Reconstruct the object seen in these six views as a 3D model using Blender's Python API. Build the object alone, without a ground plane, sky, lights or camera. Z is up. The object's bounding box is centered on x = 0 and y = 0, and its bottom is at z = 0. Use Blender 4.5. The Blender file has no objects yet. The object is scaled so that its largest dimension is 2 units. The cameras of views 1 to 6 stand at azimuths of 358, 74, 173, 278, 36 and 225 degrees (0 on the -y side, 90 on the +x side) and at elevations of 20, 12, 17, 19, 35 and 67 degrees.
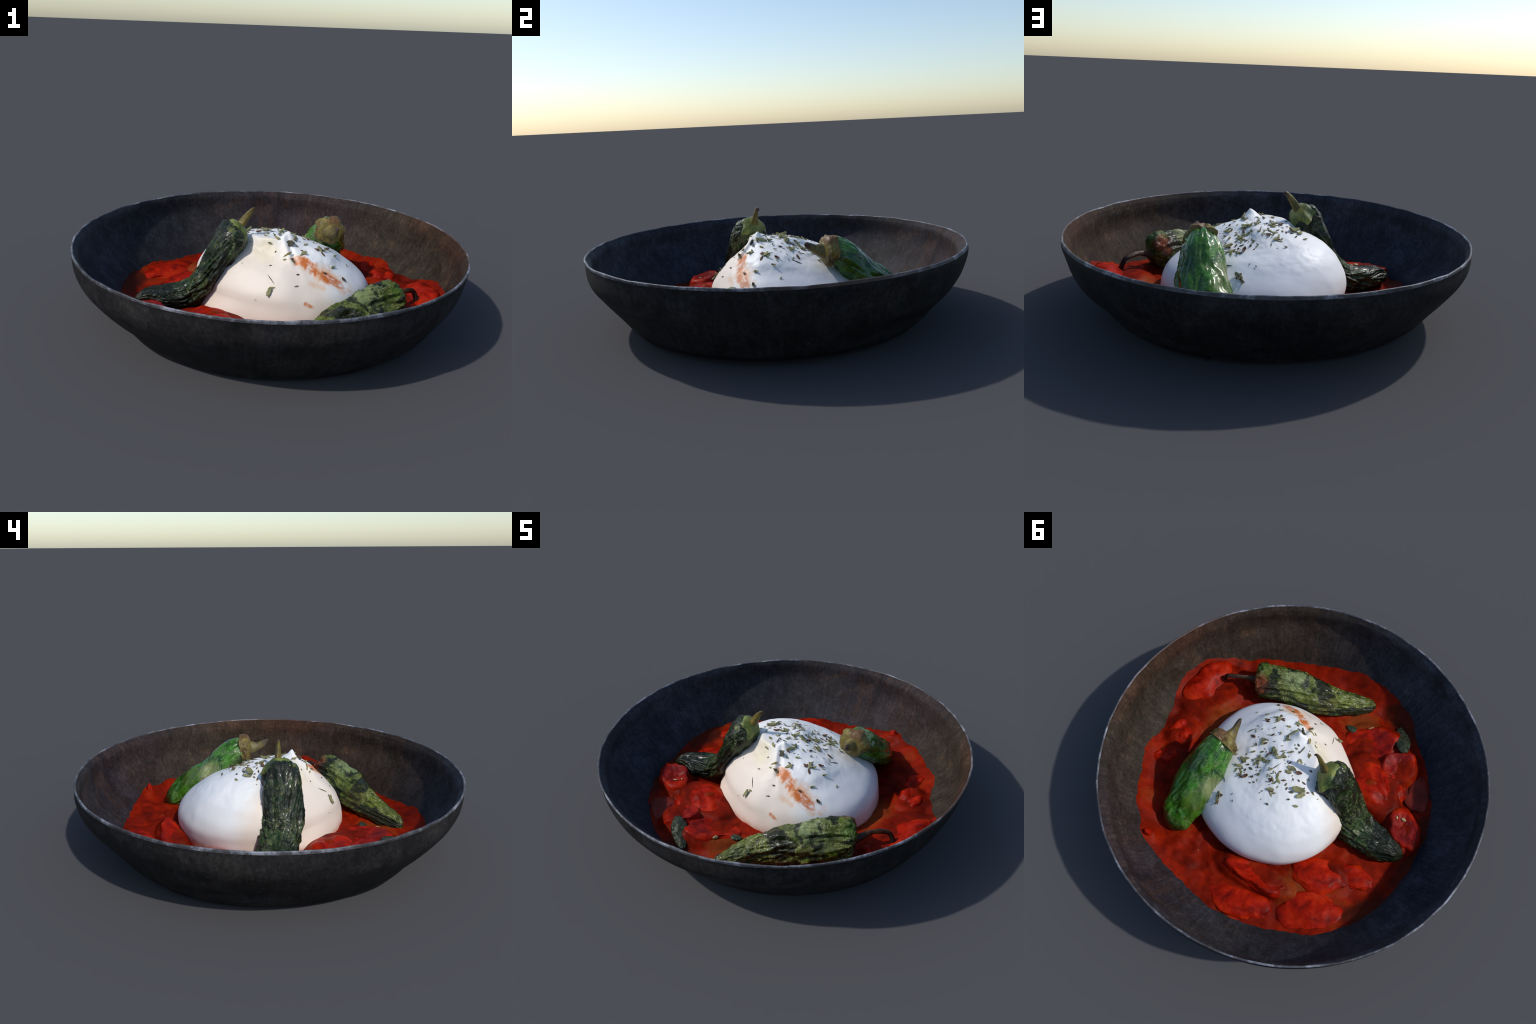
"""A dark stoneware bowl of stewed tomatoes with a burrata, three blistered
green peppers and dried herbs, built part by part (metres, z up)."""
import bpy, bmesh, math, random
from mathutils import Vector, noise, Matrix
from mathutils.bvhtree import BVHTree

PI, TAU = math.pi, 2 * math.pi
RND = random.Random(7)


# ------------------------------------------------------------------ helpers
def fbm(p, scale, octaves=3, seed=0.0):
    v = Vector(p) * scale + Vector((seed * 7.31, seed * 3.17, seed * 5.53))
    return noise.fractal(v, 1.0, 2.0, octaves)


def interp(x, xs, ys):
    if x <= xs[0]:
        return ys[0]
    for i in range(1, len(xs)):
        if x <= xs[i]:
            f = (x - xs[i - 1]) / (xs[i] - xs[i - 1])
            return ys[i - 1] + f * (ys[i] - ys[i - 1])
    return ys[-1]


def smooth_interp(x, xs, ys):
    """Cubic Hermite through the control points with finite-difference slopes."""
    n = len(xs)
    x = min(max(x, xs[0]), xs[-1])
    i = 0
    while i < n - 2 and x > xs[i + 1]:
        i += 1

    def slope(k):
        a, b = max(k - 1, 0), min(k + 1, n - 1)
        return (ys[b] - ys[a]) / (xs[b] - xs[a])
    h = xs[i + 1] - xs[i]
    s = (x - xs[i]) / h
    return ((2 * s**3 - 3 * s**2 + 1) * ys[i] + (s**3 - 2 * s**2 + s) * h * slope(i)
            + (3 * s**2 - 2 * s**3) * ys[i + 1] + (s**3 - s**2) * h * slope(i + 1))


def sstep(a, b, x):
    t = min(max((x - a) / (b - a), 0.0), 1.0)
    return t * t * (3 - 2 * t)


def new_obj(name, mesh, parent=None, mat=None):
    o = bpy.data.objects.new(name, mesh)
    bpy.context.scene.collection.objects.link(o)
    if parent:
        o.parent = parent
    if mat and mesh:
        mesh.materials.append(mat)
    return o


def empty(name, label, category):
    o = new_obj(name, None)
    o.empty_display_size = 0.1
    o["label"], o["category"] = label, category
    return o


def mesh_from(name, verts, faces, smooth=True):
    me = bpy.data.meshes.new(name)
    me.from_pydata([tuple(v) for v in verts], [], faces)
    if smooth:
        me.polygons.foreach_set("use_smooth", [True] * len(me.polygons))
    me.update()
    return me


def ring_faces(nr, ns, close_first=None, close_last=None):
    f = []
    for i in range(nr - 1):
        for j in range(ns):
            k = (j + 1) % ns
            f.append((i * ns + j, i * ns + k, (i + 1) * ns + k, (i + 1) * ns + j))
    if close_first is not None:
        f += [(close_first, (j + 1) % ns, j) for j in range(ns)]
    if close_last is not None:
        b = (nr - 1) * ns
        f += [(close_last, b + j, b + (j + 1) % ns) for j in range(ns)]
    return f


def split_regions(name_mats, verts, faces, region_of, parent):
    """One smooth body cut into several objects that keep the whole body's normals."""
    whole = mesh_from("whole", verts, faces)
    norms = [v.normal.copy() for v in whole.vertices]
    out = {}
    for key, (name, mat) in name_mats.items():
        pick = [f for i, f in enumerate(faces) if region_of(i) == key]
        used = sorted({v for f in pick for v in f})
        idx = {v: i for i, v in enumerate(used)}
        me = mesh_from(name, [verts[v] for v in used], [tuple(idx[v] for v in f) for f in pick])
        me.normals_split_custom_set_from_vertices([norms[v] for v in used])
        out[key] = new_obj(name, me, parent, mat)
    bpy.data.meshes.remove(whole)
    return out


# ---------------------------------------------------------------- materials
class Nodes:
    """Small helper that writes node trees as expressions."""

    def __init__(self, name):
        self.mat = bpy.data.materials.new(name)
        self.mat.use_nodes = True
        self.t = self.mat.node_tree
        self.t.nodes.clear()
        self.out = self.t.nodes.new("ShaderNodeOutputMaterial")
        self.co = self.t.nodes.new("ShaderNodeTexCoord").outputs["Object"]

    def put(self, sock, v):
        if isinstance(v, bpy.types.NodeSocket):
            self.t.links.new(v, sock)
        elif isinstance(v, (tuple, list)) and len(v) == 3 and len(sock.default_value) == 4:
            sock.default_value = (*v, 1)
        else:
            sock.default_value = v

    def math(self, op, a, b=0.0, clamp=False):
        n = self.t.nodes.new("ShaderNodeMath")
        n.operation, n.use_clamp = op, clamp
        self.put(n.inputs[0], a)
        self.put(n.inputs[1], b)
        return n.outputs[0]

    def vmath(self, op, a, b=(0, 0, 0)):
        n = self.t.nodes.new("ShaderNodeVectorMath")
        n.operation = op
        self.put(n.inputs[0], a)
        if op == "SCALE":
            self.put(n.inputs["Scale"], b)
        else:
            self.put(n.inputs[1], b)
        return n.outputs["Value"] if op in ("LENGTH", "DISTANCE", "DOT_PRODUCT") else n.outputs[0]

    def map(self, loc=(0, 0, 0), rot=(0, 0, 0), scale=(1, 1, 1), vec=None):
        n = self.t.nodes.new("ShaderNodeMapping")
        self.put(n.inputs["Vector"], vec or self.co)
        n.inputs["Location"].default_value = loc
        n.inputs["Rotation"].default_value = rot
        n.inputs["Scale"].default_value = scale
        return n.outputs[0]

    def noise(self, scale, detail=4, rough=0.6, vec=None, distort=0.0):
        n = self.t.nodes.new("ShaderNodeTexNoise")
        self.put(n.inputs["Vector"], vec or self.co)
        n.inputs["Scale"].default_value = scale
        n.inputs["Detail"].default_value = detail
        n.inputs["Roughness"].default_value = rough
        n.inputs["Distortion"].default_value = distort
        return n.outputs["Fac"]

    def voronoi(self, scale, vec=None, feature="F1"):
        n = self.t.nodes.new("ShaderNodeTexVoronoi")
        n.feature = feature
        self.put(n.inputs["Vector"], vec or self.co)
        n.inputs["Scale"].default_value = scale
        return n.outputs["Distance"]

    def ramp(self, fac, *stops):
        n = self.t.nodes.new("ShaderNodeValToRGB")
        self.put(n.inputs[0], fac)
        e = n.color_ramp.elements
        while len(e) < len(stops):
            e.new(0.5)
        for el, (p, c) in zip(e, stops):
            el.position = p
            el.color = (c, c, c, 1) if isinstance(c, (int, float)) else (*c, 1)
        return n.outputs[0]

    def step(self, x, lo, hi):
        n = self.t.nodes.new("ShaderNodeMapRange")
        n.interpolation_type = "SMOOTHSTEP"
        self.put(n.inputs["Value"], x)
        n.inputs["From Min"].default_value, n.inputs["From Max"].default_value = lo, hi
        return n.outputs[0]

    def mix(self, fac, a, b, blend="MIX"):
        n = self.t.nodes.new("ShaderNodeMix")
        n.data_type, n.blend_type = "RGBA", blend
        self.put(n.inputs[0], fac)
        self.put(n.inputs[6], a)
        self.put(n.inputs[7], b)
        return n.outputs[2]

    def xyz(self, vec=None):
        n = self.t.nodes.new("ShaderNodeSeparateXYZ")
        self.put(n.inputs[0], vec or self.co)
        return n.outputs

    def near(self, p, radius, soft=0.5, wobble=0.0, wscale=12):
        """Mask: 1 within a wobbly distance of point p."""
        d = self.vmath("DISTANCE", self.co, p)
        if wobble:
            d = self.math("ADD", d, self.math("MULTIPLY", self.math("SUBTRACT", self.noise(wscale, 4), 0.5), wobble))
        n = self.step(d, radius * (1 - soft), radius)
        return self.math("SUBTRACT", 1.0, n)

    def near_line(self, a, b, radius, wobble=0.03, wscale=25, soft=0.6):
        """Mask: 1 near the segment a-b, with a ragged border."""
        a, b = Vector(a), Vector(b)
        d = b - a
        t = self.math("DIVIDE", self.vmath("DOT_PRODUCT", self.vmath("SUBTRACT", self.co, tuple(a)), tuple(d)), d.length_squared, clamp=True)
        foot = self.vmath("ADD", self.vmath("SCALE", tuple(d), t), tuple(a))
        dist = self.vmath("DISTANCE", self.co, foot)
        dist = self.math("ADD", dist, self.math("MULTIPLY", self.math("SUBTRACT", self.noise(wscale, 5, 0.7), 0.5), wobble))
        return self.math("SUBTRACT", 1.0, self.step(dist, radius * (1 - soft), radius))

    def polar(self, za=1.0, aa=1.0):
        """(angle, height) coordinates round the z axis, for streaks on the bowl."""
        o = self.xyz()
        c = self.t.nodes.new("ShaderNodeCombineXYZ")
        r = self.math("SQRT", self.math("ADD", self.math("MULTIPLY", o[0], o[0]), self.math("MULTIPLY", o[1], o[1])))
        self.put(c.inputs[0], self.math("MULTIPLY", self.math("DIVIDE", o[0], r), aa))
        self.put(c.inputs[1], self.math("MULTIPLY", self.math("DIVIDE", o[1], r), aa))
        self.put(c.inputs[2], self.math("MULTIPLY", self.math("SUBTRACT", r, o[2]), za))
        return c.outputs[0]

    def finish(self, color, rough=0.5, bump=None, bump_d=0.004, strength=0.6, spec=0.5, coat=0.0, coat_rough=0.2, sss=0.0, sss_col=None, translucent=0.0):
        b = self.t.nodes.new("ShaderNodeBsdfPrincipled")
        self.put(b.inputs["Base Color"], color)
        self.put(b.inputs["Roughness"], rough)
        b.inputs["Specular IOR Level"].default_value = spec
        b.inputs["Coat Weight"].default_value = coat
        b.inputs["Coat Roughness"].default_value = coat_rough
        if sss:
            b.inputs["Subsurface Weight"].default_value = sss
            b.inputs["Subsurface Radius"].default_value = sss_col or (0.02, 0.015, 0.01)
            b.inputs["Subsurface Scale"].default_value = 1.0
        if bump is not None:
            n = self.t.nodes.new("ShaderNodeBump")
            n.inputs["Strength"].default_value = strength
            n.inputs["Distance"].default_value = bump_d
            self.put(n.inputs["Height"], bump)
            self.t.links.new(n.outputs[0], b.inputs["Normal"])
        s = b.outputs[0]
        if translucent:
            tr = self.t.nodes.new("ShaderNodeBsdfTranslucent")
            self.put(tr.inputs[0], color)
            m = self.t.nodes.new("ShaderNodeMixShader")
            m.inputs[0].default_value = translucent
            self.t.links.new(s, m.inputs[1])
            self.t.links.new(tr.outputs[0], m.inputs[2])
            s = m.outputs[0]
        self.t.links.new(s, self.out.inputs[0])
        return self.mat


def glaze_material(name, inside):
    n = Nodes(name)
    streak = n.noise(9, 7, 0.8, n.polar(2.2, 7.0), 0.6)
    patch = n.noise(2.6, 5, 0.6)
    grain = n.noise(60, 5, 0.7)
    if inside:
        col = n.ramp(patch, (0.3, (0.014, 0.016, 0.022)), (0.5, (0.024, 0.024, 0.027)), (0.7, (0.035, 0.031, 0.028)))
        # browner, iron-rich glaze on the +x half, with a rusty band under its rim
        o = n.xyz()
        warm = n.step(n.math("ADD", o[0], n.math("MULTIPLY", n.math("SUBTRACT", patch, 0.5), 0.9)), -0.15, 0.85)
        col = n.mix(n.math("MULTIPLY", warm, 0.75), col, (0.042, 0.026, 0.016))
        sky_shade_tint = n.step(n.math("ADD", n.math("ADD", n.math("MULTIPLY", o[0], -0.8), n.math("MULTIPLY", o[1], -0.6)), n.math("MULTIPLY", n.math("SUBTRACT", patch, 0.5), 0.8)), -0.1, 0.9)
        col = n.mix(n.math("MULTIPLY", sky_shade_tint, 0.7), col, (0.024, 0.032, 0.048))  # bluish skylight in the wall's own shadow, painted into the glaze
        brk = n.step(n.noise(5, 6, 0.75, n.map((6, 1, 4)), 0.8), 0.50, 0.66)
        col = n.mix(n.math("MULTIPLY", n.math("MULTIPLY", brk, 0.75), n.step(n.math("ADD", o[0], n.math("MULTIPLY", o[1], 0.5)), -0.5, 0.6)), col, (0.058, 0.032, 0.018))
        plum = n.near((0.2, 0.95, 0.3), 0.75, 0.9, 0.3, 4)
        col = n.mix(n.math("MULTIPLY", plum, 0.45), col, (0.034, 0.019, 0.021))
        rust = n.near((1.02, 0.12, 0.36), 0.62, 0.7, 0.45, 5)
        rust = n.math("MULTIPLY", rust, n.step(n.math("ADD", o[2], n.math("MULTIPLY", streak, 0.18)), 0.34, 0.46))
        col = n.mix(n.math("MULTIPLY", rust, 0.7), col, (0.048, 0.018, 0.008))
        olive = n.near((0.80, 0.35, 0.15), 0.5, 0.7, 0.3, 6)
        col = n.mix(n.math("MULTIPLY", olive, 0.3), col, (0.036, 0.034, 0.021))
    else:
        col = n.ramp(patch, (0.3, (0.012, 0.012, 0.014)), (0.5, (0.018, 0.017, 0.018)), (0.72, (0.026, 0.023, 0.021)))  # base darkened below the sunlit value to match the shaded outside
    blot = n.noise(7, 6, 0.75, n.map((1, 2, 3)), 0.5)
    col = n.mix(0.75, col, n.ramp(blot, (0.32, 0.35), (0.5, 0.95), (0.68, 1.8)), "MULTIPLY")
    col = n.mix(0.5, col, n.ramp(streak, (0.32, 0.3), (0.5, 0.9), (0.68, 1.8)), "MULTIPLY")
    col = n.mix(0.5, col, n.ramp(grain, (0.32, 0.3), (0.5, 0.95), (0.68, 1.8)), "MULTIPLY")
    # pale scuffs and brown fly-specks
    sc = n.math("MULTIPLY", n.math("SUBTRACT", 1.0, n.step(n.voronoi(9), 0.02, 0.06)), n.step(n.noise(3.1, 2), 0.52, 0.6))
    col = n.mix(n.math("MULTIPLY", sc, 0.6), col, (0.085, 0.09, 0.11))
    sp = n.math("MULTIPLY", n.math("SUBTRACT", 1.0, n.step(n.voronoi(12, n.map((3.3, 1.7, 2.1))), 0.03, 0.08)), n.step(n.noise(2.3, 2, vec=n.map((5, 2, 9))), 0.52, 0.6))
    col = n.mix(n.math("MULTIPLY", sp, 0.7), col, (0.035, 0.014, 0.008))
    bump = n.math("ADD", n.math("MULTIPLY", streak, 0.7), n.math("MULTIPLY", grain, 0.5))
    return n.finish(col, n.ramp(patch, (0.3, 0.6), (0.7, 0.75)), bump, 0.004, 0.45, spec=0.12)


def rim_material():
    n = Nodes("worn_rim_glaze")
    pale_mottle = n.noise(9, 6, 0.75)
    col = n.ramp(pale_mottle, (0.36, (0.030, 0.027, 0.029)), (0.50, (0.070, 0.070, 0.080)), (0.62, (0.26, 0.27, 0.31)))
    rust = n.near((1.0, 0.1, 0.4), 0.55, 0.6, 0.4, 6)
    col = n.mix(n.math("MULTIPLY", rust, 0.55), col, (0.07, 0.03, 0.016))
    return n.finish(col, 0.5, n.noise(50, 4), 0.004, 0.6, spec=0.4)


def sauce_material():
    n = Nodes("tomato_sauce")
    a = n.noise(5.5, 6, 0.65, distort=0.6)
    b = n.noise(26, 6, 0.7)
    col = n.ramp(a, (0.32, (0.075, 0.004, 0.001)), (0.46, (0.15, 0.007, 0.001)), (0.58, (0.23, 0.010, 0.001)), (0.72, (0.22, 0.032, 0.004)))
    # oily orange liquid pools between the pieces
    pool = n.math("MAXIMUM", n.near((-0.46, 0.36, 0.05), 0.15, 0.7, 0.25, 9), n.near((0.03, -0.58, 0.06), 0.13, 0.7, 0.2, 9))
    pool = n.math("MAXIMUM", pool, n.near((0.50, 0.02, 0.06), 0.20, 0.7, 0.2, 9))
    col = n.mix(n.math("MULTIPLY", pool, 0.8), col, (0.20, 0.044, 0.009))
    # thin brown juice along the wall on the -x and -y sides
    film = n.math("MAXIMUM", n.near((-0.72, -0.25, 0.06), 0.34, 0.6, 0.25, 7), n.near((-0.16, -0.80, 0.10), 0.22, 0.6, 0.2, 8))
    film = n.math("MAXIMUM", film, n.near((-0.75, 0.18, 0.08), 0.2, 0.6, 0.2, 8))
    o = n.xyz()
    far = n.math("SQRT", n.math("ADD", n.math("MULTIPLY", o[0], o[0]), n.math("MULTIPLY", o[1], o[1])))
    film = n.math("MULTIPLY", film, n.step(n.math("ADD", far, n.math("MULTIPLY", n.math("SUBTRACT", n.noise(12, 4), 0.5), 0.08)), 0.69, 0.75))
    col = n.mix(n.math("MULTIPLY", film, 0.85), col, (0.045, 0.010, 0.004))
    col = n.mix(0.45, col, n.ramp(b, (0.32, 0.45), (0.5, 0.95), (0.7, 1.5)), "MULTIPLY")
    fleck = n.math("MULTIPLY", n.math("SUBTRACT", 1.0, n.step(n.voronoi(22), 0.03, 0.09)), n.step(n.noise(6, 2, vec=n.map((1, 7, 3))), 0.55, 0.62))
    col = n.mix(n.math("MULTIPLY", fleck, 0.25), col, (0.42, 0.12, 0.03))
    return n.finish(col, n.ramp(b, (0.3, 0.42), (0.7, 0.62)), n.math("ADD", a, n.math("MULTIPLY", b, 0.4)), 0.006, 0.5, spec=0.06)


def tomato_material(name, flesh):
    n = Nodes(name)
    a = n.noise(9, 5, 0.6, distort=0.4)
    b = n.noise(40, 5, 0.7)
    col = n.ramp(a, (0.32, (0.10, 0.003, 0.001)), (0.5, (0.31, 0.009, 0.001)), (0.68, (0.41, 0.022, 0.002)))
    char = n.step(n.noise(14, 5, 0.7, n.map((2, 4, 1))), 0.63, 0.72)
    col = n.mix(n.math("MULTIPLY", char, 0.45), col, (0.09, 0.010, 0.006))
    if flesh:      # bruise-red cut face with a glossy red rim
        g = n.t.nodes.new("ShaderNodeTexCoord").outputs["Generated"]
        d = n.vmath("DISTANCE", g, (0.5, 0.5, 0.98))
        d = n.math("ADD", d, n.math("MULTIPLY", n.math("SUBTRACT", n.noise(14, 4), 0.5), 0.35))
        face = n.math("SUBTRACT", 1.0, n.step(d, 0.20, 0.50))
        fcol = n.ramp(a, (0.32, (0.08, 0.006, 0.008)), (0.5, (0.15, 0.011, 0.012)), (0.7, (0.24, 0.030, 0.030)))
        fib = n.step(n.noise(30, 6, 0.8, distort=1.2), 0.56, 0.72)
        fcol = n.mix(n.math("MULTIPLY", fib, 0.5), fcol, (0.36, 0.11, 0.11))
        col = n.mix(n.math("MULTIPLY", face, 0.8), col, fcol)
    col = n.mix(0.4, col, n.ramp(b, (0.32, 0.45), (0.5, 0.95), (0.68, 1.5)), "MULTIPLY")
    col = n.mix(0.6, col, n.ramp(n.noise(6, 5, 0.7, n.map((9, 3, 2)), 0.5), (0.34, 0.45), (0.5, 1.0), (0.7, 1.25)), "MULTIPLY")
    return n.finish(col, n.ramp(b, (0.35, 0.34), (0.7, 0.55)), n.math("ADD", a, n.math("MULTIPLY", b, 0.5)), 0.006, 0.5, spec=0.09)


def dark_tomato_material():
    n = Nodes("dark_tomato_skin")
    a = n.noise(11, 5, 0.65)
    col = n.ramp(a, (0.32, (0.075, 0.010, 0.006)), (0.6, (0.17, 0.020, 0.012)), (0.75, (0.26, 0.05, 0.04)))
    return n.finish(col, 0.4, a, 0.006, 0.4, spec=0.12)


def burrata_material():
    n = Nodes("fresh_cheese_skin")
    a = n.noise(4, 4, 0.5)
    col = n.ramp(a, (0.3, (0.80, 0.79, 0.77)), (0.7, (0.87, 0.87, 0.86)))
    # bare cream-coloured skin on the flank below the fold, where no curd covers it
    o = n.xyz()
    side = n.math("ADD", n.math("MULTIPLY", o[1], -1.0), n.math("MULTIPLY", o[0], -0.62))
    side = n.math("ADD", side, n.math("MULTIPLY", n.math("SUBTRACT", n.noise(7, 4), 0.5), 0.10))
    cream = n.step(side, 0.085, 0.20)
    col = n.mix(n.math("MULTIPLY", cream, 0.85), col, (0.80, 0.68, 0.56))
    yellow = n.near((-0.03, -0.17, 0.40), 0.11, 0.8, 0.08, 20)
    col = n.mix(n.math("MULTIPLY", yellow, 0.45), col, (0.72, 0.62, 0.36))
    # sauce splashes
    def stain(a, b, r, amt, c, w=0.07):
        nonlocal col
        torn = n.step(n.noise(15, 3, 0.55, n.map(scale=(1.7, 1.7, 0.45)), 0.6), 0.26, 0.58)
        col = n.mix(n.math("MULTIPLY", n.math("MULTIPLY", n.near_line(a, b, r, w, 20), torn), amt), col, c)
    pale, deep = (0.78, 0.42, 0.20), (0.56, 0.13, 0.012)
    stain((0.13, -0.215, 0.345), (0.22, -0.26, 0.30), 0.048, 0.7, pale)
    stain((0.24, -0.24, 0.31), (0.36, -0.26, 0.24), 0.062, 0.7, pale, 0.11)
    stain((0.135, -0.213, 0.35), (0.21, -0.25, 0.31), 0.036, 0.95, deep)
    stain((0.255, -0.258, 0.295), (0.345, -0.262, 0.250), 0.034, 0.95, deep)
    stain((0.19, -0.31, 0.275), (0.25, -0.315, 0.25), 0.024, 0.5, pale, 0.03)
    stain((0.160, -0.372, 0.19), (0.213, -0.358, 0.155), 0.014, 0.9, (0.58, 0.16, 0.02), 0.014)
    # juice wicking up round the foot
    foot = n.math("ADD", o[2], n.math("MULTIPLY", n.math("SUBTRACT", n.noise(13, 5, 0.7), 0.5), 0.08))
    col = n.mix(n.math("MULTIPLY", n.math("SUBTRACT", 1.0, n.step(foot, 0.062, 0.10)), 0.8), col, (0.62, 0.17, 0.07))
    col = n.mix(n.math("MULTIPLY", n.math("SUBTRACT", 1.0, n.step(foot, 0.08, 0.19)), 0.22), col, (0.80, 0.52, 0.42))
    return n.finish(col, 0.46, n.math("ADD", n.noise(9, 4), n.math("MULTIPLY", n.noise(30, 3), 0.25)), 0.005, 0.3, spec=0.3, sss=0.12, sss_col=(0.02, 0.014, 0.010))


def pepper_material(name, base, dark, pale, gloss, charring, glints, extra=(), coat=0.0, relief=0.7):
    n = Nodes(name)
    a = n.noise(10, 6, 0.72, distort=0.9)
    wr = n.noise(20, 6, 0.7, distort=1.4)
    col = n.ramp(a, (0.38, dark), (0.50, base), (0.64, tuple(min(1, c * 1.9) for c in base)))
    # wrinkle highlights painted into the skin colour as thin pale veins
    glint = n.math("SUBTRACT", 1.0, n.step(n.math("ABSOLUTE", n.math("SUBTRACT", n.noise(13, 4, 0.65, distort=2.2), 0.5)), 0.008, 0.040))
    glint = n.math("MULTIPLY", glint, n.step(n.noise(6, 3, vec=n.map((8, 2, 5))), 0.36, 0.56))
    col = n.mix(n.math("MULTIPLY", glint, glints), col, pale)
    col = n.mix(n.math("MULTIPLY", n.step(wr, 0.55, 0.66), glints * 0.6), col, pale)
    for p, r, c, amt, w in extra:
        col = n.mix(n.math("MULTIPLY", n.near(p, r, 0.6, w, 22), amt), col, c)
    big = n.step(n.noise(4.5, 4, 0.6, n.map((7, 3, 2)), 1.0), 0.60 - charring, 0.66 - charring)
    char = n.math("MAXIMUM", big, n.step(n.noise(9, 6, 0.75, n.map((4, 1, 6)), 0.7), 0.60 - charring, 0.68 - charring))
    col = n.mix(n.math("MULTIPLY", char, 0.88), col, (0.005, 0.007, 0.003))
    return n.finish(col, gloss, n.math("ADD", n.math("ADD", wr, n.math("MULTIPLY", a, 0.8)), n.math("MULTIPLY", glint, 0.5)), 0.007, relief, spec=0.3, coat=coat, coat_rough=0.16)


def stem_material(name, c1, c2, tip, tip_p, tip_r):
    n = Nodes(name)
    a = n.noise(22, 5, 0.7, n.map(scale=(1, 1, 0.5)))
    col = n.ramp(a, (0.40, c2), (0.58, c1))
    col = n.mix(n.near(tip_p, tip_r, 0.7, 0.02, 30), col, tip)
    return n.finish(col, 0.5, a, 0.006, 0.6, spec=0.4)


def herb_material(name, c1, c2):
    n = Nodes(name)
    info = n.t.nodes.new("ShaderNodeObjectInfo").outputs["Random"]
    col = n.mix(info, c1, c2)
    col = n.mix(0.6, col, n.ramp(n.noise(70, 4), (0.3, 0.45), (0.7, 1.5)), "MULTIPLY")
    return n.finish(col, 0.7, spec=0.25, translucent=0.1)


# --------------------------------------------------------------------- bowl
H = 0.399                                       # height of the rim
PROFILE_Z = [0.0, 0.010, 0.030, 0.060, 0.100, 0.140, 0.180, 0.220, 0.260, 0.300, 0.340, 0.370, 0.399]
PROFILE_R = [0.700, 0.762, 0.786, 0.818, 0.852, 0.886, 0.918, 0.945, 0.970, 0.987, 0.996, 0.999, 1.000]
LEAN_X = [0.0, 0.010, 0.014, 0.016, 0.015, 0.013, 0.009, 0.003, -0.003, -0.006, -0.004, 0.0, 0.0]
LEAN_Y = [0.0, -0.012, -0.014, -0.012, -0.008, -0.005, -0.003, -0.002, -0.002, -0.001, 0.001, 0.001, -0.002]
OVAL = [0.0, 0.004, 0.012, 0.017, 0.015, 0.011, 0.008, 0.005, 0.002, 0.0, 0.0, 0.002, 0.002]
SKEW = [0.0, 0.0, -0.008, -0.012, -0.008, -0.002, 0.001, 0.002, 0.001, 0.0, 0.001, 0.002, 0.0]


# hand-made unevenness of the foot: azimuth, spread (degrees), height, spread, how far out
FOOT = [(23, 15, 0.11, 0.055, -0.042), (58, 20, 0.05, 0.05, 0.020), (180, 20, 0.10, 0.05, -0.034), (162, 30, 0.0, 0.03, 0.016), (210, 16, 0.06, 0.06, -0.010),
        (-36, 18, 0.24, 0.08, 0.010), (-72, 20, 0.26, 0.08, 0.010), (65, 30, 0.29, 0.09, 0.010)]


def outer_radius(th, z):
    k = [smooth_interp(z, PROFILE_Z, c) for c in (PROFILE_R, LEAN_X, LEAN_Y, OVAL, SKEW)]
    r = k[0] + k[1] * math.cos(th) + k[2] * math.sin(th) + k[3] * math.cos(2 * th) + k[4] * math.sin(2 * th)
    for d0, dw, z0, zw, dr in FOOT:
        r += dr * math.exp(-((((math.degrees(th) - d0 + 180) % 360) - 180) / dw) ** 2 - ((z - z0) / zw) ** 2)
    return r + 0.003 * fbm((math.cos(th), math.sin(th), z * 2), 2.3, 3, 1)


def inner_radius(th, z):
    return outer_radius(th, z) - 0.022 * math.exp(-((((math.degrees(th) - 62 + 180) % 360) - 180) / 28) ** 2) * sstep(0.14, 0.26, z) * sstep(0.398, 0.36, z) + 0.010 * math.exp(-((((math.degrees(th) - 135 + 180) % 360) - 180) / 30) ** 2) * sstep(0.14, 0.26, z) * sstep(0.395, 0.36, z) + 0.011 * math.exp(-((((math.degrees(th) + 32 + 180) % 360) - 180) / 35) ** 2) * sstep(0.14, 0.26, z) * sstep(0.395, 0.36, z) - smooth_interp(z, [0.03, 0.10, 0.20, 0.28, 0.35, 0.385], [0.022, 0.016, 0.016, 0.025, 0.033, 0.024]) - 0.004 * fbm((math.cos(th), math.sin(th), z), 3, 3, 6)


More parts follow.
